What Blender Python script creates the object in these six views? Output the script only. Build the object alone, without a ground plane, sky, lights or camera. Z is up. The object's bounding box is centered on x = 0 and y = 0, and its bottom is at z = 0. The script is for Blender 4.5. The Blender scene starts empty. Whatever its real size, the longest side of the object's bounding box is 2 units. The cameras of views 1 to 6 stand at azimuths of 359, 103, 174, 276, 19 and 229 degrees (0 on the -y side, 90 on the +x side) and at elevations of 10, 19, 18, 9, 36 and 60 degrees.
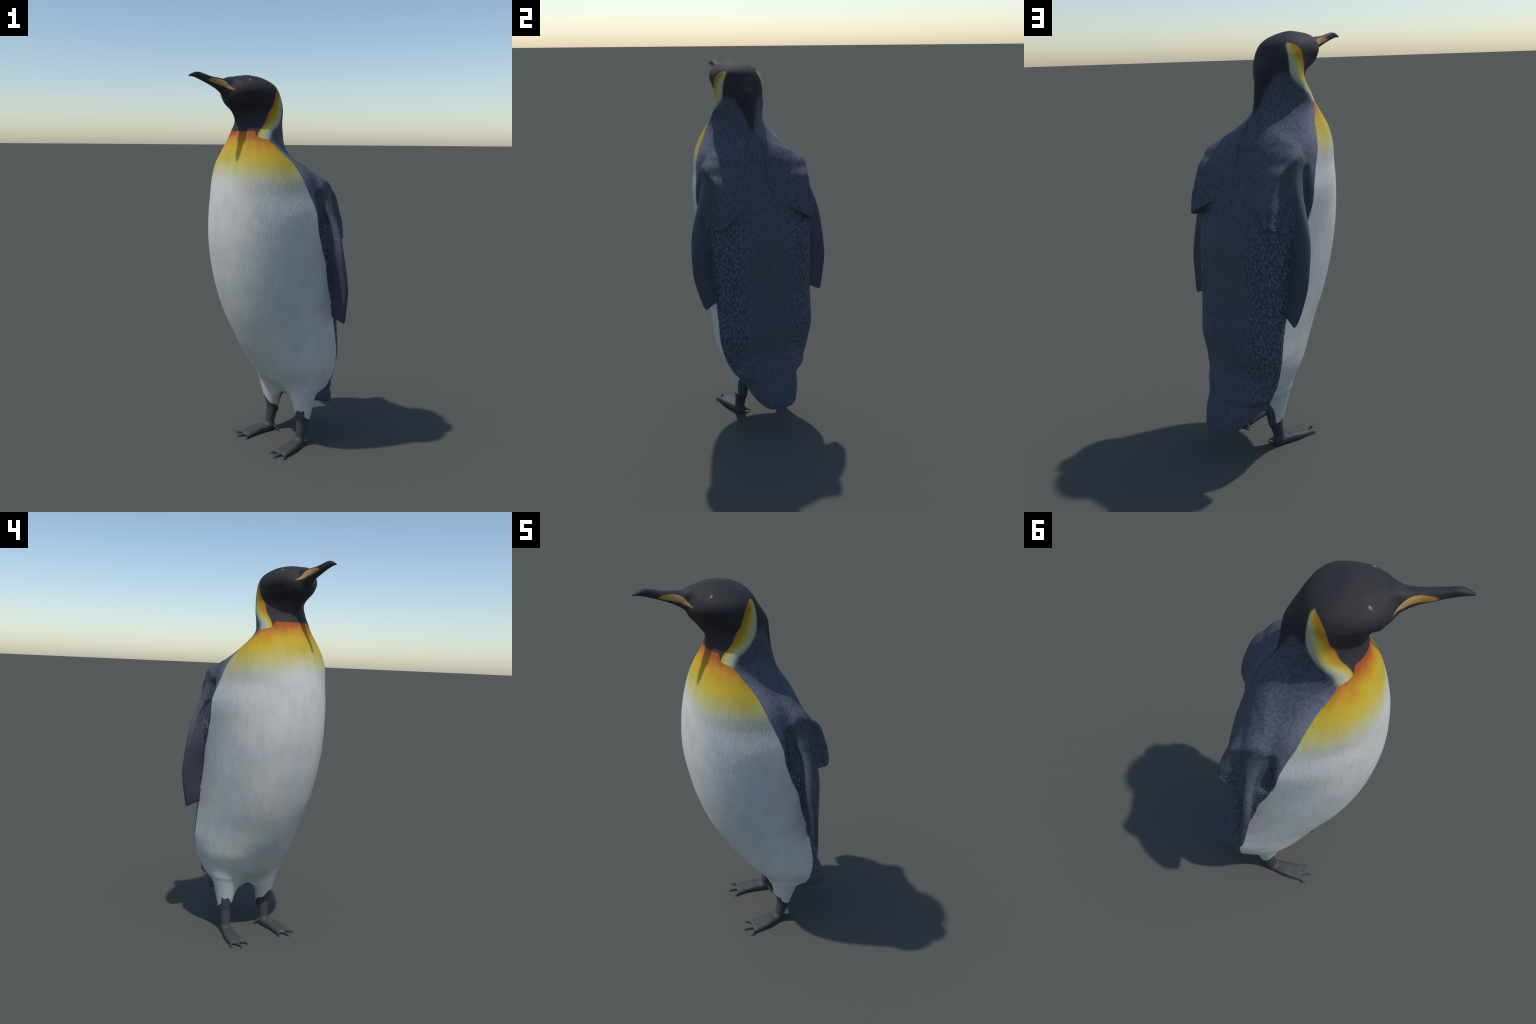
"""King penguin standing upright: one smooth body modelled as a blended solid, split into parts,
with procedural plumage.  Local frame: x sideways, y forward (towards the bill), z up."""
import numpy as np
# ---------------------------------------------------------------- helpers
def spline(xk, yk, x):
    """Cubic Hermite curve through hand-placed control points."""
    xk = np.asarray(xk, float); yk = np.asarray(yk, float)
    h = np.diff(xk); dl = np.diff(yk) / h
    m = np.zeros_like(yk)
    m[1:-1] = (dl[:-1] * h[1:] + dl[1:] * h[:-1]) / (h[:-1] + h[1:])
    m[0] = dl[0]; m[-1] = dl[-1]
    x = np.clip(x, xk[0], xk[-1])
    i = np.clip(np.searchsorted(xk, x, side='right') - 1, 0, len(h) - 1)
    t = (x - xk[i]) / h[i]
    return ((1 + 2 * t) * (1 - t) ** 2 * yk[i] + t * (1 - t) ** 2 * h[i] * m[i]
            + t * t * (3 - 2 * t) * yk[i + 1] + t * t * (t - 1) * h[i] * m[i + 1])

def smin(a, b, k):
    h = np.clip(.5 + .5 * (b - a) / k, 0, 1)
    return b + (a - b) * h - k * h * (1 - h)

def smax(a, b, k):
    return -smin(-a, -b, k)

def oval(u, v, a, b, p):
    """Radial distance to a superellipse with half axes a, b."""
    e = np.minimum(.015, .3 * a); f = np.minimum(.015, .3 * b)      # round off the cusps on the axes
    ua = (np.sqrt(u * u + e * e) - e) / (np.sqrt(a * a + e * e) - e)
    vb = (np.sqrt(v * v + f * f) - f) / (np.sqrt(b * b + f * f) - f)
    g = (ua ** p + vb ** p) ** (1 / p)
    return (np.sqrt(u * u + v * v) + 1e-6) * (1 - 1 / np.maximum(g, 1e-3))

def cone(X, Y, Z, a, b, ra, rb):
    """Capsule with two radii."""
    a = np.array(a, float); b = np.array(b, float); ab = b - a
    t = np.clip(((X - a[0]) * ab[0] + (Y - a[1]) * ab[1] + (Z - a[2]) * ab[2]) / (ab @ ab), 0, 1)
    return np.sqrt((X - a[0] - t * ab[0]) ** 2 + (Y - a[1] - t * ab[1]) ** 2
                   + (Z - a[2] - t * ab[2]) ** 2) - (ra + (rb - ra) * t)

def plane(X, Y, Z, p, q, r, inside):
    """Signed distance to the plane through p, q, r; negative on the side of inside."""
    p, q, r, s = [np.array(v, float) for v in (p, q, r, inside)]
    n = np.cross(q - p, r - p); n /= np.linalg.norm(n)
    if (s - p) @ n > 0: n = -n
    return (X - p[0]) * n[0] + (Y - p[1]) * n[1] + (Z - p[2]) * n[2]

# ---------------------------------------------------------------- torso, neck and head: stacked oval sections
# height, front, back, half width, where the widest point lies (0 back, 1 front), roundness front, back
TORSO = np.array([
 [0.265, -0.105, -0.202, 0.081, 0.269, 2.311, 1.834],
 [0.300, -0.060, -0.298, 0.165, 0.268, 2.308, 1.618],
 [0.380, 0.033, -0.305, 0.233, 0.273, 2.274, 1.420],
 [0.460, 0.093, -0.302, 0.266, 0.258, 2.196, 1.328],
 [0.550, 0.156, -0.304, 0.283, 0.233, 1.989, 1.593],
 [0.650, 0.214, -0.295, 0.284, 0.222, 1.980, 1.842],
 [0.780, 0.277, -0.280, 0.285, 0.224, 2.150, 2.163],
 [0.920, 0.326, -0.266, 0.291, 0.227, 2.206, 2.578],
 [1.060, 0.358, -0.260, 0.299, 0.232, 2.211, 2.350],
 [1.200, 0.378, -0.221, 0.309, 0.240, 2.015, 2.400],
 [1.320, 0.378, -0.179, 0.315, 0.258, 1.853, 2.829],
 [1.420, 0.368, -0.142, 0.295, 0.297, 1.832, 2.962],
 [1.500, 0.350, -0.116, 0.277, 0.363, 1.885, 2.709],
 [1.570, 0.330, -0.075, 0.241, 0.470, 1.773, 1.614],
 [1.630, 0.312, -0.055, 0.199, 0.572, 1.462, 1.203],
 [1.680, 0.285, -0.042, 0.160, 0.628, 1.398, 1.168],
 [1.720, 0.264, -0.035, 0.148, 0.605, 1.496, 1.189],
 [1.770, 0.255, -0.029, 0.146, 0.533, 1.239, 1.123],
 [1.820, 0.286, -0.019, 0.139, 0.447, 1.042, 1.317],
 [1.870, 0.325, 0.011, 0.137, 0.387, 1.443, 1.743],
 [1.910, 0.328, 0.036, 0.138, 0.382, 1.940, 1.902],
 [1.945, 0.314, 0.059, 0.125, 0.408, 2.139, 1.935],
 [1.970, 0.286, 0.094, 0.095, 0.446, 2.136, 2.099],
 [1.987, 0.258, 0.138, 0.064, 0.494, 2.037, 2.285],
 [1.996, 0.228, 0.164, 0.027, 0.538, 1.937, 2.412],
 [2.000, 0.204, 0.189, 0.003, 0.569, 1.892, 2.466]])
CROWN = 2.0005
def height(z):
    """Height measured so that the dome of the head closes smoothly."""
    return -np.sqrt(np.maximum(CROWN - z, 1e-6))
# forward position, top, bottom, half width
BILL = np.array([
 [0.2200, 1.9753, 1.8602, 0.0602],
 [0.2550, 1.9906, 1.8486, 0.0670],
 [0.2850, 1.9855, 1.8472, 0.0775],
 [0.3100, 1.9840, 1.8903, 0.0422],
 [0.3400, 1.9734, 1.8996, 0.0317],
 [0.3800, 1.9762, 1.9219, 0.0205],
 [0.4200, 1.9796, 1.9402, 0.0198],
 [0.4600, 1.9890, 1.9541, 0.0139],
 [0.4900, 1.9945, 1.9640, 0.0125],
 [0.5100, 1.9912, 1.9697, 0.0115],
 [0.5250, 1.9845, 1.9715, 0.0085],
 [0.5410, 1.9768, 1.9700, 0.0029]])
# height, back, front, half width
TAIL = np.array([
 [.10,-.354,-.10,.046],
 [.14,-.403,-.10,.120],
 [.19,-.405,-.10,.127],
 [.24,-.388,-.10,.142],
 [.30,-.362,-.08,.150],
 [.37,-.334,-.06,.165],
 [.46,-.292,-.06,.140],
 [.56,-.262,-.06,.100]])
TAIL_P = 2.4
UNDER = ((0, -.08, .278), (0, -.36, .172))   # sloping underside line of the rump and tail

def torso(X, Y, Z):
    c = TORSO.T
    yf, yb, w, m, pf, pb = [spline(height(c[0]), v, height(Z)) for v in c[1:]]
    ym = yb + (yf - yb) * m
    front = Y > ym
    b = np.where(front, yf - ym, ym - yb)
    d = oval(X, Y - ym, np.maximum(w, .004), np.maximum(b, .004), np.where(front, np.clip(pf, 1.02, 3.2), np.clip(pb, 1.02, 3.2)))
    over = np.maximum(Z - c[0][-1], 0)
    d = np.where(over > 0, np.maximum(d, 0) * .7 + over, d)
    return smax(d, c[0][0] - Z, .03)

def bill(X, Y, Z):
    c = BILL.T
    zt, zb, hw = [spline(c[0], v, Y) for v in c[1:]]
    d = oval(X, Z - (zt + zb) / 2, np.maximum(hw, .003), np.maximum((zt - zb) / 2, .003), 2.1)
    over = np.maximum(Y - c[0][-1], 0)
    d = np.where(over > 0, np.maximum(d, 0) * .7 + over, d)
    return np.maximum(d, c[0][0] - Y)

def tail(X, Y, Z):
    c = TAIL.T
    yb, yf, w = [spline(c[0], v, Z) for v in c[1:]]
    d = oval(X, Y - (yf + yb) / 2, w, (yf - yb) / 2, TAIL_P)
    d = np.maximum(d, np.maximum(c[0][0] - Z, Z - c[0][-1]))
    (_, y0, z0), (_, y1, z1) = UNDER
    n = np.array([-(z0 - z1), (y0 - y1)]); n = n / np.linalg.norm(n)
    under = -((Y - y0) * n[0] + (Z - z0) * n[1])
    return smax(d, under, .02)

def core(X, Y, Z):
    return smin(torso(X, Y, Z), bill(X, Y, Z), .03)

# ---------------------------------------------------------------- flippers
# height, leading edge sideways, leading edge forward
LEAD = np.array([[.735,.354,-.186],[.771,.366,-.176],[.83,.381,-.164],[.916,.398,-.151],[1.016,.398,-.135],[1.102,.391,-.121],
                 [1.168,.380,-.116],[1.245,.358,-.110],[1.305,.335,-.098],[1.378,.305,-.084],[1.44,.285,-.075]])
# height, trailing edge sideways, trailing edge forward
TRAIL = np.array([[.741,.270,-.172],[.794,.262,-.162],[.897,.258,-.150],[.965,.256,-.140],[1.09,.252,-.118],[1.22,.262,-.112],
                  [1.336,.270,-.108],[1.44,.250,-.075]])

def flipper(X, Y, Z):
    a = LEAD.T; b = TRAIL.T
    lx, ly = spline(a[0], a[1], Z), spline(a[0], a[2], Z)
    tx, ty = spline(b[0], b[1], Z), spline(b[0], b[2], Z)
    ex, ey = tx - lx, ty - ly
    L = np.sqrt(ex * ex + ey * ey)
    ex, ey = ex / L, ey / L
    r0 = np.interp(Z, [.74, .80, .95, 1.25, 1.40], [.008, .012, .015, .018, .024])
    L = np.maximum(L - r0, .004)
    px, py = X - lx - ex * r0, Y - ly - ey * r0
    s = np.clip(px * ex + py * ey, 0, L)
    r = r0 * (1 - .55 * (s / L))
    d = np.sqrt((px - ex * s) ** 2 + (py - ey * s) ** 2) - r
    bottom = (.735 + .42 * np.maximum(np.abs(X - .347) - .002, 0)) - Z
    d = smax(d, bottom, .012)
    d = smax(d, Z - 1.45, .02)
    root = cone(X, Y, Z, (.258, -.080, 1.462), (.290, -.092, 1.335), .026, .020)
    return smin(d, root, .03)

# ---------------------------------------------------------------- shoulder cape: the fold of skin behind each flipper root
# height, ridge sideways, ridge forward
RIDGE = np.array([[1.176,.273,-.248],[1.215,.270,-.247],[1.243,.271,-.242],[1.276,.271,-.235],[1.314,.267,-.223],[1.355,.266,-.209],
                  [1.383,.268,-.197],[1.418,.274,-.172],[1.44,.281,-.142],[1.471,.290,-.105],[1.487,.292,-.080],[1.512,.272,-.045]])
CORNER = (.273, -.247, 1.174); NOTCH = (.150, -.215, 1.245); HINGE = (.262, -.120, 1.165)

def cape(X, Y, Z):
    c = RIDGE.T; t = TORSO.T
    rx, ry = spline(c[0], c[1], Z), spline(c[0], c[2], Z)
    yb = spline(height(t[0]), t[2], height(Z)) + .022
    k = np.clip((X - .05) / (rx - .05), 0, 1.2)
    back = (yb + (ry - yb) * k ** 1.15) - Y
    d = smax(back - .004, X - rx - .004, .025)
    d = smax(d, plane(X, Y, Z, CORNER, NOTCH, HINGE, (.2, -.1, 1.45)), .008)
    d = smax(d, (Z - 1.500 - (.292 - X) * .35) * .9, .05)
    d = smax(d, Y + .06, .02)
    return smax(d, .06 - X, .02)

def armpit(X, Y, Z):
    """The hollow in front of the flipper root."""
    return cone(X, Y, Z, (.308, -.050, 1.405), (.318, -.066, 1.22), .042, .030)

# ---------------------------------------------------------------- legs and feet
FOOT = [(.104,-.112),(.120,-.122),(.142,-.122),(.168,-.065),(.187,-.01),(.196,.04),(.201,.075),(.206,.106),(.193,.091),(.180,.080),(.170,.083),
        (.164,.108),(.157,.135),(.149,.108),(.146,.090),(.136,.085),(.124,.089),(.104,.112),(.107,.07),(.109,.03),(.107,-.02),(.099,-.07)]

def sock(X, Y, Z):
    return cone(X, Y, Z, (.128, -.117, .130), (.131, -.107, .340), .0340, .080)

def foot(X, Y, Z):
    n = len(FOOT); d = np.full(X.shape, 1e9); ins = np.zeros(X.shape, bool)
    for i in range(n):
        (ax, ay), (bx, by) = FOOT[i], FOOT[(i + 1) % n]
        ex, ey = bx - ax, by - ay
        t = np.clip(((X - ax) * ex + (Y - ay) * ey) / (ex * ex + ey * ey), 0, 1)
        d = np.minimum(d, (X - ax - t * ex) ** 2 + (Y - ay - t * ey) ** 2)
        cross = (ay > Y) != (by > Y)
        with np.errstate(divide='ignore', invalid='ignore'):
            ins ^= cross & (X < (bx - ax) * (Y - ay) / (by - ay if by != ay else 1e-9) + ax)
    d = np.sqrt(d) * np.where(ins, -1, 1) + .002
    h = spline([-.14, -.08, -.03, .03, .08, .13], [.020, .034, .036, .027, .020, .009], Y)
    d = smax(d, Z - h, .018)
    d = smax(d, .001 - Z, .006)
    shank = cone(X, Y, Z, (.131, -.091, .030), (.128, -.117, .16), .0255, .0355)
    shank = smax(shank, .001 - Z, .01)
    d = smin(d, shank, .02)
    spur = cone(X, Y, Z, (.110, -.106, .022), (.080, -.112, .008), .011, .0035)
    return smin(d, smax(spur, .001 - Z, .004), .012)

def penguin(X, Y, Z):
    """Signed distance (negative inside) to the whole bird; X is the distance from the mirror plane."""
    d = core(X, Y, Z)
    d = smin(d, tail(X, Y, Z), .05)
    d = smax(d, -armpit(X, Y, Z), .02)
    low = Z < .55
    mid = (Z > .70) & (Z < 1.62) & (X > .04)
    d = d.copy()
    if mid.any():
        x, y, z, dm = X[mid], Y[mid], Z[mid], d[mid]
        dm = smin(dm, cape(x, y, z), np.interp(z, [1.2, 1.42], [.018, .06]))
        k = np.interp(z, [1.15, 1.42], [.006, .035])
        d[mid] = smin(dm, flipper(x, y, z), k)
    if low.any():
        x, y, z, dl = X[low], Y[low], Z[low], d[low]
        dl = smin(dl, sock(x, y, z), .06)
        d[low] = smin(dl, foot(x, y, z), .006)
    return d

# ================================================================ surface extraction
STEP = .004
def extract(step=STEP):
    """Surface nets on a narrow band, then Newton steps onto the exact surface."""
    nx, ny, nz = 108, 248, 508                    # half width; the other half is mirrored
    y0, z0 = -.425, -.010
    xs = (np.arange(nx) + .5) * step; ys = y0 + np.arange(ny) * step; zs = z0 + np.arange(nz) * step
    q = 4
    cx = xs[q // 2::q]; cy = ys[q // 2::q]; cz = zs[q // 2::q]
    C = np.stack(np.meshgrid(cx, cy, cz, indexing='ij'), -1).reshape(-1, 3)
    dc = penguin(C[:, 0], C[:, 1], C[:, 2]).reshape(len(cx), len(cy), len(cz))
    near = np.abs(dc) < .045
    up = lambda a: a.repeat(q, 0).repeat(q, 1).repeat(q, 2)[:nx, :ny, :nz]
    V = np.where(up(dc) > 0, 1., -1.).astype(np.float32)
    I = np.nonzero(up(near))
    V[I] = penguin(xs[I[0]], ys[I[1]], zs[I[2]])
    V = np.concatenate([V[::-1], V], 0)
    xs = np.concatenate([-xs[::-1], xs]); x0 = xs[0]
    inside = V < 0
    s = inside.astype(np.int8)
    cnt = sum(s[i:s.shape[0] - 1 + i, j:s.shape[1] - 1 + j, k:s.shape[2] - 1 + k]
              for i in (0, 1) for j in (0, 1) for k in (0, 1))
    act = (cnt > 0) & (cnt < 8)
    A = np.argwhere(act)
    idx = np.full(act.shape, -1, np.int64); idx[tuple(A.T)] = np.arange(len(A))
    pos = np.zeros((len(A), 3)); num = np.zeros(len(A))
    corners = [(i, j, k) for i in (0, 1) for j in (0, 1) for k in (0, 1)]
    for a in corners:
        for ax in range(3):
            if a[ax]: continue
            b = list(a); b[ax] = 1
            va = V[tuple((A + a).T)]; vb = V[tuple((A + b).T)]
            m = (va < 0) != (vb < 0)
            t = np.where(m, va / np.where(m, va - vb, 1), 0)
            p = np.array(a, float)[None] + np.zeros((len(A), 3)); p[:, ax] += t
            pos[m] += p[m]; num[m] += 1
    P = (A + pos / num[:, None]) * step + [x0, y0, z0]
    quads = []
    for ax in range(3):
        o1, o2 = [(1, 2), (2, 0), (0, 1)][ax]
        sl = [slice(None)] * 3; sh = [slice(None)] * 3
        sl[ax] = slice(0, -1); sh[ax] = slice(1, None)
        a = inside[tuple(sl)]; b = inside[tuple(sh)]
        E = np.argwhere(a != b); flip = a[tuple(E.T)]
        e1 = np.eye(3, dtype=int)[o1]; e2 = np.eye(3, dtype=int)[o2]
        q4 = np.stack([idx[tuple((E - d).T)] for d in (0 * e1, e1, e1 + e2, e2)], 1)
        q4[~flip] = q4[~flip][:, ::-1]
        quads.append(q4)
    Q = np.concatenate(quads)
    f = lambda p: penguin(np.abs(p[:, 0]), p[:, 1], p[:, 2])
    def gradient(p, e=.0012):
        g = np.stack([f(p + e * np.eye(3)[i]) - f(p - e * np.eye(3)[i]) for i in range(3)], 1) / (2 * e)
        return g
    E1 = np.concatenate([Q[:, [0, 1]], Q[:, [1, 2]], Q[:, [2, 3]], Q[:, [3, 0]]])
    deg = np.bincount(E1.ravel(), minlength=len(P)).astype(float)
    for it in range(4):
        g = gradient(P); n2 = np.maximum((g * g).sum(1), .05)
        st = -(f(P) / n2)[:, None] * g
        ln = np.linalg.norm(st, axis=1)
        P = P + st * np.minimum(1, .003 / np.maximum(ln, 1e-9))[:, None]
        if it < 3:                                  # even out the mesh along the surface only
            acc = np.zeros_like(P)
            for c in range(3):
                acc[:, c] = (np.bincount(E1[:, 0], P[E1[:, 1], c], len(P)) + np.bincount(E1[:, 1], P[E1[:, 0], c], len(P))) / deg
            mv = acc - P; n = g / np.sqrt(n2)[:, None]
            P = P + .6 * (mv - (mv * n).sum(1)[:, None] * n)
    return P, Q

# ================================================================ materials
import bpy, math

class Graph:
    """Small helper around a material's node tree."""
    def __init__(self, name):
        self.mat = bpy.data.materials.new(name); self.mat.use_nodes = True
        self.nt = self.mat.node_tree; self.nt.nodes.clear()
        self.out = self.nt.nodes.new('ShaderNodeOutputMaterial')
        self.bsdf = self.nt.nodes.new('ShaderNodeBsdfPrincipled')
        self.nt.links.new(self.bsdf.outputs[0], self.out.inputs[0])
        tc = self.nt.nodes.new('ShaderNodeTexCoord'); self.obj = tc.outputs['Object']
        sp = self.nt.nodes.new('ShaderNodeSeparateXYZ'); self.link(self.obj, sp.inputs[0])
        self.sx = sp.outputs[0]
        self.x = self.math('ABSOLUTE', sp.outputs[0]); self.y = sp.outputs[1]; self.z = sp.outputs[2]
    def link(self, a, b): self.nt.links.new(a, b)
    def put(self, v, s):
        if isinstance(v, bpy.types.NodeSocket): self.link(v, s)
        elif isinstance(v, (tuple, list)): s.default_value = tuple(v) + ((1,) if len(v) == 3 and len(s.default_value) == 4 else ())
        else: s.default_value = v
    def math(self, op, a, b=0., c=None, clamp=False):
        n = self.nt.nodes.new('ShaderNodeMath'); n.operation = op; n.use_clamp = clamp
        self.put(a, n.inputs[0]); self.put(b, n.inputs[1])
        if c is not None: self.put(c, n.inputs[2])
        return n.outputs[0]
    def add(self, a, b): return self.math('ADD', a, b)
    def sub(self, a, b): return self.math('SUBTRACT', a, b)
    def mul(self, a, b): return self.math('MULTIPLY', a, b)
    def ramp01(self, v, lo, hi):
        n = self.nt.nodes.new('ShaderNodeMapRange'); n.interpolation_type = 'SMOOTHSTEP'
        self.put(v, n.inputs[0]); self.put(lo, n.inputs[1]); self.put(hi, n.inputs[2])
        return n.outputs[0]
    def above(self, v, edge, soft=.002):
        """1 where v > edge, with a soft border."""
        return self.ramp01(self.sub(v, edge), -soft, soft)
    def curve(self, v, pts, handle='AUTO_CLAMPED'):
        """Piecewise curve through (input, output) control points."""
        xs = [p[0] for p in pts]; ys = [p[1] for p in pts]
        x0, x1, lo, hi = min(xs), max(xs), min(ys), max(ys)
        n = self.nt.nodes.new('ShaderNodeFloatCurve')
        self.put(self.math('DIVIDE', self.sub(v, x0), x1 - x0, clamp=True), n.inputs[1])
        cv = n.mapping.curves[0]
        q = [((px - x0) / (x1 - x0), (py - lo) / (hi - lo)) for px, py in sorted(pts)]
        cv.points[0].location = q[0]; cv.points[1].location = q[-1]
        for p in q[1:-1]: cv.points.new(*p)
        for p in cv.points: p.handle_type = handle
        n.mapping.update()
        return self.add(self.mul(n.outputs[0], hi - lo), lo)
    def mix(self, f, a, b, mode='MIX'):
        n = self.nt.nodes.new('ShaderNodeMix'); n.data_type = 'RGBA'; n.blend_type = mode
        self.put(f, n.inputs[0]); self.put(a, n.inputs[6]); self.put(b, n.inputs[7])
        return n.outputs[2]
    def colours(self, v, stops):
        n = self.nt.nodes.new('ShaderNodeValToRGB'); self.put(v, n.inputs[0])
        e = n.color_ramp.elements
        while len(e) < len(stops): e.new(.5)
        for el, (p, c) in zip(e, stops): el.position = p; el.color = tuple(c) + (1,)
        return n.outputs[0]
    def mapped(self, scale, vec=None):
        n = self.nt.nodes.new('ShaderNodeVectorMath'); n.operation = 'MULTIPLY'
        self.link(vec or self.obj, n.inputs[0]); n.inputs[1].default_value = scale
        return n.outputs[0]
    def noise(self, vec, scale=1., detail=3., rough=.5, dist=0.):
        n = self.nt.nodes.new('ShaderNodeTexNoise'); self.link(vec, n.inputs['Vector'])
        n.inputs['Scale'].default_value = scale; n.inputs['Detail'].default_value = detail
        n.inputs['Roughness'].default_value = rough; n.inputs['Distortion'].default_value = dist
        return n.outputs['Fac']
    def cells(self, vec, scale=1., rnd=1., smooth=.6):
        n = self.nt.nodes.new('ShaderNodeTexVoronoi'); n.feature = 'SMOOTH_F1'; self.link(vec, n.inputs['Vector'])
        n.inputs['Scale'].default_value = scale; n.inputs['Randomness'].default_value = rnd
        n.inputs['Smoothness'].default_value = smooth
        return n.outputs['Distance']
    def bump(self, h, strength, dist, normal=None):
        n = self.nt.nodes.new('ShaderNodeBump'); self.put(h, n.inputs['Height'])
        n.inputs['Strength'].default_value = strength; n.inputs['Distance'].default_value = dist
        if normal is not None: self.link(normal, n.inputs['Normal'])
        return n.outputs[0]
    def finish(self, colour, rough, normal=None, spec=.3):
        self.put(colour, self.bsdf.inputs['Base Color']); self.put(rough, self.bsdf.inputs['Roughness'])
        self.bsdf.inputs['Specular IOR Level'].default_value = spec
        if normal is not None: self.link(normal, self.bsdf.inputs['Normal'])
        return self.mat

DARK = (.067, .078, .104)        # slate feathers
DARK_LO = (.036, .040, .058)
DARK_HI = (.150, .178, .240)
BLACK = (.029, .028, .031)

def slate(g, feather=1.):
    """Slate-blue back plumage: overlapping scale-like feathers, stronger on the flanks."""
    warp = g.noise(g.mapped((9, 9, 5)), 1., 2.)
    wv = g.nt.nodes.new('ShaderNodeVectorMath'); wv.operation = 'MULTIPLY_ADD'
    cmb = g.nt.nodes.new('ShaderNodeCombineXYZ')
    g.link(g.mul(warp, .05), cmb.inputs[0]); g.link(g.mul(warp, .05), cmb.inputs[1]); g.link(g.mul(warp, .02), cmb.inputs[2])
    ad = g.nt.nodes.new('ShaderNodeVectorMath'); ad.operation = 'ADD'; g.link(g.obj, ad.inputs[0]); g.link(cmb.outputs[0], ad.inputs[1])
    v = ad.outputs[0]
    scales = g.cells(g.mapped((118, 92, 52), v), 1., .9, .3)
    fine = g.noise(g.mapped((230, 230, 80), v), 1., 2., .6)
    # strands lie along a line that runs down and backwards
    sv = g.nt.nodes.new('ShaderNodeSeparateXYZ'); g.link(v, sv.inputs[0])
    lie = g.nt.nodes.new('ShaderNodeCombineXYZ')
    g.link(g.mul(sv.outputs[0], 120.), lie.inputs[0])
    g.link(g.mul(g.sub(g.mul(sv.outputs[1], .80), g.mul(sv.outputs[2], .60)), 150.), lie.inputs[1])
    g.link(g.mul(g.add(g.mul(sv.outputs[1], .60), g.mul(sv.outputs[2], .80)), 30.), lie.inputs[2])
    hairs = g.noise(lie.outputs[0], 1., 3., .55, .4)
    # scale-like feathers show most on the flanks below the shoulders, least along the spine
    upper = g.ramp01(g.z, 1.16, 1.34)
    side = g.mul(g.ramp01(g.x, .05, .19), g.mul(g.sub(1., upper), g.ramp01(g.z, .22, .50)))
    t = g.ramp01(scales, .66, .16)
    t = g.add(g.mul(t, .72), g.mul(fine, .28))
    hair = g.ramp01(hairs, .36, .66)
    t = g.mix(g.math('MAXIMUM', upper, g.sub(1., g.add(.25, g.mul(side, .75)))), t, hair)
    amount = g.mul(g.add(.30, g.mul(side, .62)), feather)
    broad = g.noise(g.mapped((5, 5, 4)), 1., 3.)
    base = g.mix(g.ramp01(broad, .3, .7), DARK, (.074, .077, .100))
    feath = g.mix(t, DARK_LO, DARK_HI)
    col = g.mix(amount, base, feath)
    return col, g.add(g.mul(t, amount), g.mul(fine, .2))

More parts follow.
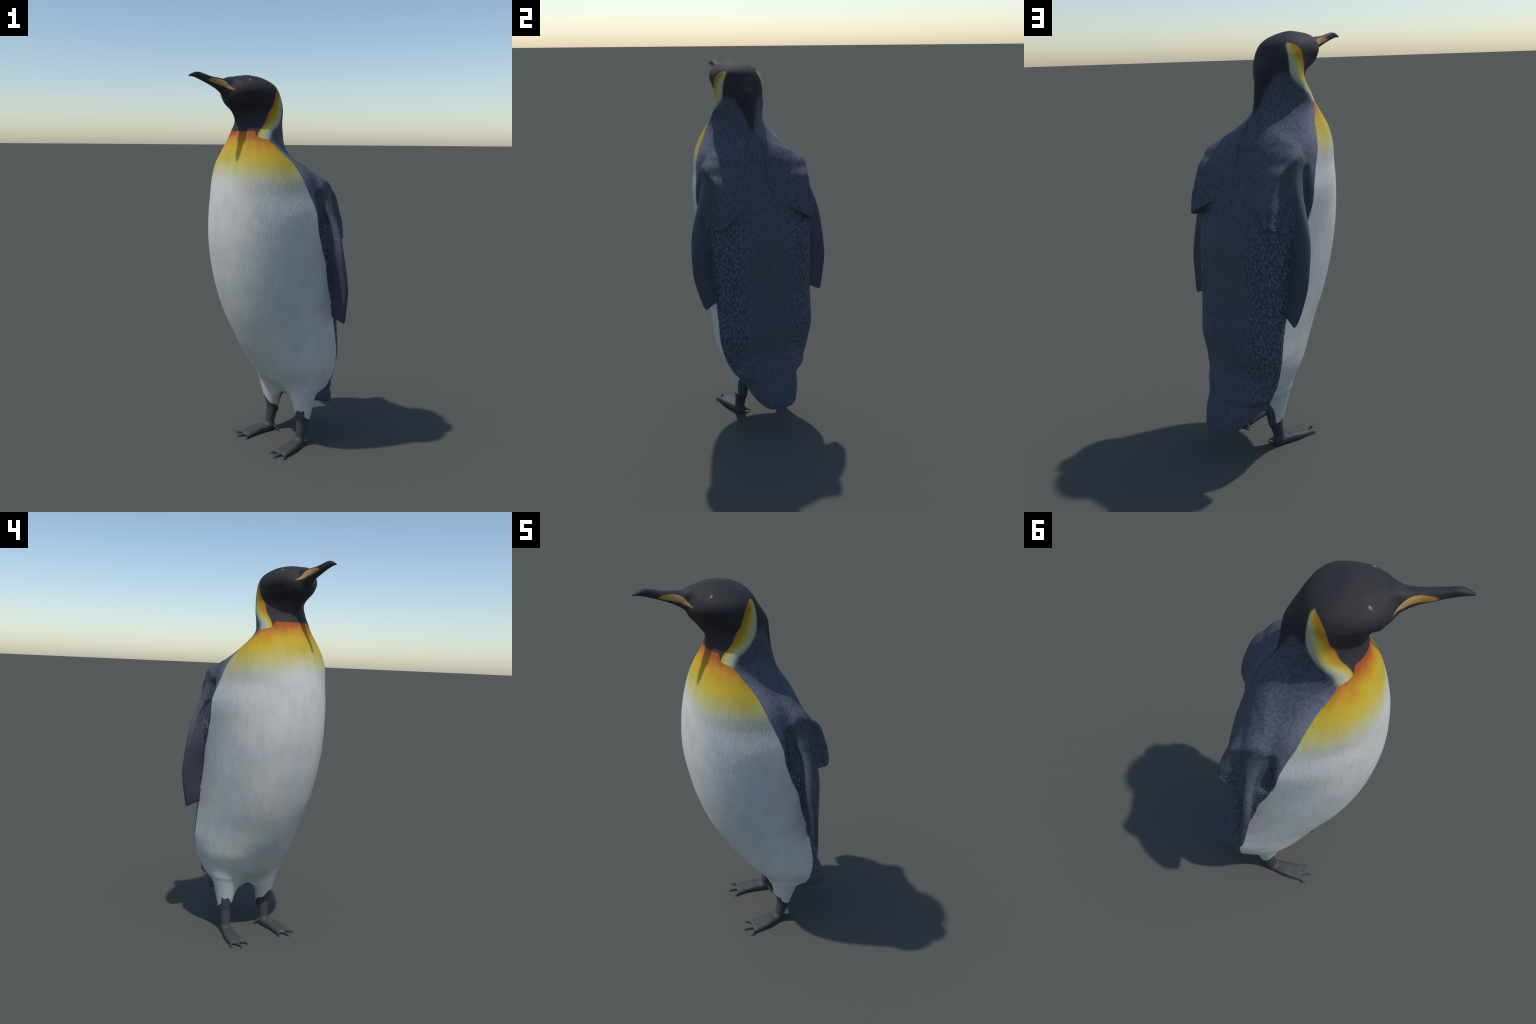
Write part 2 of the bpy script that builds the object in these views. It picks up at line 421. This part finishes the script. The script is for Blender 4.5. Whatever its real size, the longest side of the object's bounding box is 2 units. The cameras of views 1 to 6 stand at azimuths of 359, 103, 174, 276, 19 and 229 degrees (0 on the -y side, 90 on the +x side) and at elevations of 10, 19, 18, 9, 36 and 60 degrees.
def plumage():
    g = Graph('plumage'); x, y, z = g.x, g.y, g.z
    dark, dark_h = slate(g)
    # ---- black hood with a point running down the nape
    nape = g.curve(x, [(0, 1.640), (.012, 1.662), (.028, 1.706), (.040, 1.745), (.053, 1.776), (.077, 1.808), (.11, 1.818), (.16, 1.82)])
    strand = g.mul(g.sub(g.noise(g.mapped((160, 160, 14)), 1., 2.), .5), .05)
    hood = g.ramp01(g.sub(g.add(z, strand), nape), -.020, .022)
    face_edge = g.curve(z, [(1.66, .235), (1.70, .221), (1.716, .214), (1.735, .201), (1.77, .174), (1.82, .153), (1.87, .134),
                            (1.896, .128), (1.919, .118), (1.936, .105), (1.947, .088), (1.96, .06)])
    hood = g.math('MAXIMUM', hood, g.above(y, face_edge, .002))
    col = g.mix(hood, dark, BLACK)
    # ---- ear patch: orange in front, paling to greenish white behind
    back_edge = g.curve(z, [(1.66, .19), (1.683, .178), (1.70, .168), (1.72, .158), (1.74, .130), (1.775, .092), (1.816, .068),
                            (1.858, .064), (1.895, .066), (1.93, .073), (1.947, .086), (1.96, .10)])
    across = g.math('DIVIDE', g.sub(y, back_edge), g.math('MAXIMUM', g.sub(face_edge, back_edge), .004))
    low = g.ramp01(z, 1.80, 1.70)
    shift = g.add(g.mul(g.ramp01(z, 1.86, 1.94), .35), g.mul(low, -.36))
    ear = g.colours(g.add(across, shift), [(0., (.36, .385, .28)), (.30, (.46, .45, .23)), (.52, (.47, .39, .06)), (.74, (.42, .25, .015)), (1., (.40, .16, .01))])
    soft = g.add(.004, g.mul(g.ramp01(z, 1.84, 1.74), .010))
    ear_m = g.ramp01(g.math('DIVIDE', g.sub(y, back_edge), soft), -1., 1.2)
    ear_m = g.mul(ear_m, g.above(face_edge, y, .003))
    ear_m = g.mul(ear_m, g.above(1.949, z, .003))
    col = g.mix(ear_m, col, ear)
    # ---- breast: orange collar fading through yellow to the white belly
    collar = g.curve(x, [(0, 1.727), (.097, 1.726), (.105, 1.714), (.114, 1.700), (.135, 1.692), (.161, 1.684), (.20, 1.680)], 'VECTOR')
    flank = g.curve(z, [(.12, -.128), (.148, -.138), (.206, -.150), (.25, -.165), (.28, -.185), (.33, -.203), (.40, -.209), (.48, -.208), (.555, -.204), (.655, -.190),
                        (.72, -.177), (.818, -.158), (.888, -.133), (.987, -.104), (1.054, -.090), (1.15, -.050), (1.21, -.030),
                        (1.265, -.012), (1.328, -.001), (1.372, .013), (1.432, .038), (1.492, .063), (1.537, .082), (1.577, .103),
                        (1.607, .122), (1.645, .152), (1.685, .179), (1.74, .21)])
    flank = g.math('MAXIMUM', flank, g.sub(-.078, g.mul(x, .62)))      # dark between the legs
    streak = g.mul(g.sub(g.noise(g.mapped((26, 26, 4)), 1., 3.), .5), .07)
    ze = g.add(g.add(z, streak), g.mul(x, .16))
    mott = g.noise(g.mapped((7, 7, 5)), 1., 4., .55)
    white = g.mix(g.ramp01(mott, .35, .65), (.52, .535, .52), (.60, .59, .55))
    blot = g.noise(g.mapped((19, 19, 11)), 1., 3., .6)
    white = g.mix(g.mul(g.ramp01(blot, .46, .70), .55), white, (.50, .49, .43))
    white = g.mix(g.mul(g.ramp01(blot, .50, .30), .45), white, (.56, .565, .60))
    breast = g.colours(g.math('DIVIDE', g.sub(ze, 1.42), .36),
                       [(0., (.57, .575, .545)), (.22, (.52, .525, .44)), (.36, (.50, .46, .20)), (.50, (.48, .38, .05)), (.64, (.49, .32, .018)),
                        (.76, (.44, .185, .015)), (.84, (.36, .080, .012)), (1., (.28, .045, .01))])
    white = g.mix(g.ramp01(ze, 1.42, 1.50), white, breast)
    belly = g.mul(g.above(y, flank, .0015), g.above(collar, z, .0015))
    # pale lilac fringe where the slate shoulder meets the yellow
    fringe = g.mul(g.ramp01(g.sub(y, flank), -.075, -.002), g.mul(g.ramp01(z, 1.32, 1.50), g.ramp01(z, 1.70, 1.62)))
    col = g.mix(g.mul(fringe, g.add(.25, g.mul(g.noise(g.mapped((60, 60, 14)), 1., 2.), .6))), col, (.20, .215, .27))
    col = g.mix(belly, col, white)
    # ---- bare lower leg below the ragged hem of the feathers
    lx = g.sub(x, .130); ly = g.add(y, .117)
    ang = g.math('DEGREES', g.math('ARCTAN2', lx, ly))
    hem = g.curve(ang, [(-180, .128), (-128, .124), (-90, .150), (-67, .164), (-30, .171), (11, .215), (22, .208), (32, .207), (47, .217), (56, .172), (93, .152), (126, .147), (164, .133), (180, .128)], 'VECTOR')
    patch = g.curve(ang, [(-180, .10), (-30, .171), (-2, .161), (21, .155), (40, .161), (56, .172), (180, .10)])
    infront = g.mul(g.above(z, patch, .0015), g.math('LESS_THAN', g.math('ABSOLUTE', g.sub(ang, 13.)), 43.))
    leg_c = g.mix(infront, (.050, .051, .054), (.072, .074, .102))
    bare = g.mul(g.above(hem, z, .0012), g.above(.24, z, .001))
    col = g.mix(bare, col, leg_c)
    # ---- relief
    down = g.noise(g.mapped((90, 90, 22)), 1., 3., .6)
    tufts = g.mul(g.noise(g.mapped((95, 95, 30)), 1., 2., .5), g.mul(g.add(.3, g.mul(g.ramp01(x, .06, .24), .7)), g.mul(g.ramp01(z, 1.0, 1.3), g.ramp01(z, 1.60, 1.40))))
    h = g.mix(belly, dark_h, g.add(g.mul(down, .22), g.add(g.mul(tufts, .5), g.mul(blot, .25))))
    calm = g.math('MAXIMUM', g.mul(g.mul(hood, .85), g.sub(1., belly)), g.math('MAXIMUM', bare, g.mul(g.mul(ear_m, .8), g.sub(1., belly))))
    hb = g.mul(h, g.sub(1., calm))
    n = g.bump(hb, .55, .006)
    return g.finish(col, .72, n, .25)

def flipper_skin():
    g = Graph('flipper_feathers')
    dark, h = slate(g, .35)
    grain = g.noise(g.mapped((260, 260, 120)), 1., 3., .7)
    up = g.mul(g.ramp01(g.z, 1.02, 1.22), g.ramp01(g.z, 1.42, 1.30))
    speck = g.mul(up, g.ramp01(grain, .48, .62))
    col = g.mix(g.ramp01(g.z, 1.25, .95), dark, (.055, .059, .085))
    col = g.mix(g.mul(speck, .7), col, (.17, .17, .21))
    n = g.bump(g.add(g.mul(grain, g.mul(up, .7)), g.mul(h, .4)), .4, .004)
    return g.finish(col, .6, n, .3)

def bill_horn():
    g = Graph('bill_horn'); x, y, z = g.x, g.y, g.z
    top = g.curve(y, [(.305, 1.918), (.312, 1.922), (.325, 1.934), (.339, 1.951), (.357, 1.963), (.387, 1.9695), (.417, 1.970), (.44, 1.964), (.447, 1.960)])
    bot = g.curve(y, [(.305, 1.918), (.323, 1.920), (.340, 1.924), (.360, 1.934), (.390, 1.942), (.418, 1.949), (.437, 1.955), (.447, 1.960)])
    m = g.mul(g.ramp01(g.sub(top, z), -.002, .004), g.ramp01(g.sub(z, bot), -.003, .006))
    m = g.mul(m, g.mul(g.ramp01(y, .308, .320), g.ramp01(y, .447, .428)))
    plate = g.colours(g.math('DIVIDE', g.sub(y, .30), .15), [(0., (.30, .27, .14)), (.25, (.58, .33, .16)), (.6, (.55, .30, .07)), (1., (.32, .17, .03))])
    plate = g.mix(g.ramp01(g.sub(z, bot), .012, 0.), plate, (.45, .27, .04))
    fleck = g.noise(g.mapped((60, 60, 60)), 1., 3.)
    horn = g.mix(fleck, (.022, .022, .026), (.040, .038, .046))
    horn = g.mix(g.ramp01(y, .35, .312), horn, BLACK)
    col = g.mix(m, horn, plate)
    n = g.bump(fleck, .15, .002)
    return g.finish(col, g.add(.58, g.mul(g.ramp01(y, .36, .31), .14)), n, .25)

def simple(name, c0, c1, rough, scale=60., bump=.2):
    g = Graph(name)
    f = g.noise(g.mapped((scale, scale, scale)), 1., 4., .6)
    return g.finish(g.mix(f, c0, c1), rough, g.bump(f, bump, .002), .35)

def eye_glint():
    g = Graph('eye_painted_glint')
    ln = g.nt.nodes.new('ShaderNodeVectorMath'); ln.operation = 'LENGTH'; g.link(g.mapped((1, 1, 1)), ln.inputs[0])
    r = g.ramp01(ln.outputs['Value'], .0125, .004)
    return g.finish(g.mix(r, (.035, .035, .040), (.20, .205, .22)), .5, None, .2)  # pale centre is the eye's highlight painted into the base colour

# ================================================================ build
YAW = math.radians(180 + 38.8)           # heading of the bird seen from above
FWD = np.array([math.cos(YAW), math.sin(YAW)])
ORIGIN = (.0405 * -FWD[1], .0405 * FWD[0])

def new_object(name, mesh, parent, mat=None):
    ob = bpy.data.objects.new(name, mesh); bpy.context.scene.collection.objects.link(ob)
    ob.parent = parent
    if mat: mesh.materials.append(mat)
    return ob

def build():
    root = bpy.data.objects.new('penguin', None); bpy.context.scene.collection.objects.link(root)
    root['label'] = 'king penguin standing upright, white belly, slate back, orange ear patches'
    root['category'] = 'penguin'
    root.location = (ORIGIN[0], ORIGIN[1], 0)
    root.rotation_euler = (0, 0, YAW - math.pi / 2)
    P, Q = extract()
    P[:, 2] = np.maximum(P[:, 2], 0)
    body = bpy.data.meshes.new('body')
    body.from_pydata(P.tolist(), [], Q.tolist()); body.update()
    N = np.empty(len(P) * 3); body.vertex_normals.foreach_get('vector', N)
    N = N.reshape(-1, 3)
    C = P[Q].mean(1); X, Y, Z = np.abs(C[:, 0]), C[:, 1], C[:, 2]; right = C[:, 0] > 0
    part = np.full(len(Q), 'torso', dtype=object)
    part[Z > 1.60] = 'neck'
    part[Z > 1.745] = 'head'
    part[(Z > 1.85) & (Y > .310)] = 'bill'
    part[(Z < .36) & (Y < -.20 + .25 * (Z - .2)) & (Z > .10)] = 'tail'
    fl = (Z < 1.42) & (Z > .7) & (flipper(X, Y, Z) < np.minimum(core(X, Y, Z), cape(X, Y, Z)) + np.interp(Z, [1.15, 1.3], [.003, -.001])) & (X > .2)
    part[fl & right] = 'flipper'; part[fl & ~right] = 'flipper.001'
    lg = (Z < .27) & (np.minimum(sock(X, Y, Z), foot(X, Y, Z)) < .012)
    part[lg & right] = 'leg'; part[lg & ~right] = 'leg.001'
    ft = lg & (Z < .055)
    part[ft & right] = 'foot'; part[ft & ~right] = 'foot.001'
    feathers = plumage()
    mats = dict(torso=feathers, neck=feathers, head=feathers, tail=feathers, leg=feathers,
                flipper=flipper_skin(), bill=bill_horn(), foot=simple('foot_skin', (.044, .045, .048), (.060, .061, .065), .6, 90., .25))
    made = {}
    for name in ['torso', 'neck', 'head', 'bill', 'tail', 'flipper', 'flipper.001', 'leg', 'leg.001', 'foot', 'foot.001']:
        F = Q[part == name]
        if not len(F): continue
        ids, inv = np.unique(F, return_inverse=True)
        me = bpy.data.meshes.new(name)
        me.from_pydata(P[ids].tolist(), [], inv.reshape(F.shape).tolist()); me.update()
        me.polygons.foreach_set('use_smooth', np.ones(len(F), bool))
        me.normals_split_custom_set_from_vertices(N[ids].tolist())
        made[name] = new_object(name, me, root, mats[name.split('.')[0]])
    bpy.data.meshes.remove(body)
    # ---- eyes: beads modelled for the highlight streak on each side of the black face
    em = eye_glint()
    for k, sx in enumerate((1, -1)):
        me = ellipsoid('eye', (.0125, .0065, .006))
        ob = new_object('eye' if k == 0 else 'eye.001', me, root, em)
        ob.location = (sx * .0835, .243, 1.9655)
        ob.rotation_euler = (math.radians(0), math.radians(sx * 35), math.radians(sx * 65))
    # ---- claws: horn tips on the toes and the hind spur
    cm = simple('claw_horn', (.034, .034, .037), (.050, .051, .055), .45, 120., .1)
    tips = [((.202, .086, .006), (.207, .109, .001)), ((.157, .114, .006), (.157, .138, .001)), ((.109, .094, .006), (.103, .115, .001)), ((.082, -.1105, .007), (.068, -.1115, .001))]
    for sx, fo in ((1, 'foot'), (-1, 'foot.001')):
        for a, b in tips:
            me = claw(a, b, sx)
            new_object('claw', me, made[fo], cm)

def ellipsoid(name, r, nu=24, nv=14):
    v = []; f = []
    for i in range(nv + 1):
        th = math.pi * i / nv
        for j in range(nu):
            ph = 2 * math.pi * j / nu
            v.append((r[0] * math.sin(th) * math.cos(ph), r[1] * math.sin(th) * math.sin(ph), r[2] * math.cos(th)))
    for i in range(nv):
        for j in range(nu):
            f.append((i * nu + j, (i + 1) * nu + j, (i + 1) * nu + (j + 1) % nu, i * nu + (j + 1) % nu))
    me = bpy.data.meshes.new(name); me.from_pydata(v, [], f); me.update()
    me.polygons.foreach_set('use_smooth', [True] * len(f))
    return me

def claw(a, b, sx, n=10, rings=7):
    """Curved horn cone from a to b, hooking downwards."""
    a = np.array(a, float); b = np.array(b, float)
    ax = (b - a); L = np.linalg.norm(ax[:2]); side = np.array([-ax[1], ax[0], 0]) / L
    v = []; f = []
    for i in range(rings + 1):
        t = i / rings
        c = a + ax * t; c[2] = a[2] * (1 - t * t) + b[2] * t * t + .0015
        w = .0058 * (1 - t) ** .9 + .0004; h = .0048 * (1 - t) ** .8 + .0004
        for j in range(n):
            p = 2 * math.pi * j / n
            q = c + side * w * math.cos(p) + np.array([0, 0, h * math.sin(p)])
            v.append((sx * q[0], q[1], max(q[2], 0.)))
    for i in range(rings):
        for j in range(n):
            q = (i * n + j, i * n + (j + 1) % n, (i + 1) * n + (j + 1) % n, (i + 1) * n + j)
            f.append(q if sx > 0 else q[::-1])
    e = tuple(rings * n + j for j in range(n)); f.append(e if sx > 0 else e[::-1])
    s = tuple(range(n)); f.append(s[::-1] if sx > 0 else s)
    me = bpy.data.meshes.new('claw'); me.from_pydata(v, [], f); me.update()
    me.polygons.foreach_set('use_smooth', [True] * len(f))
    return me

build()
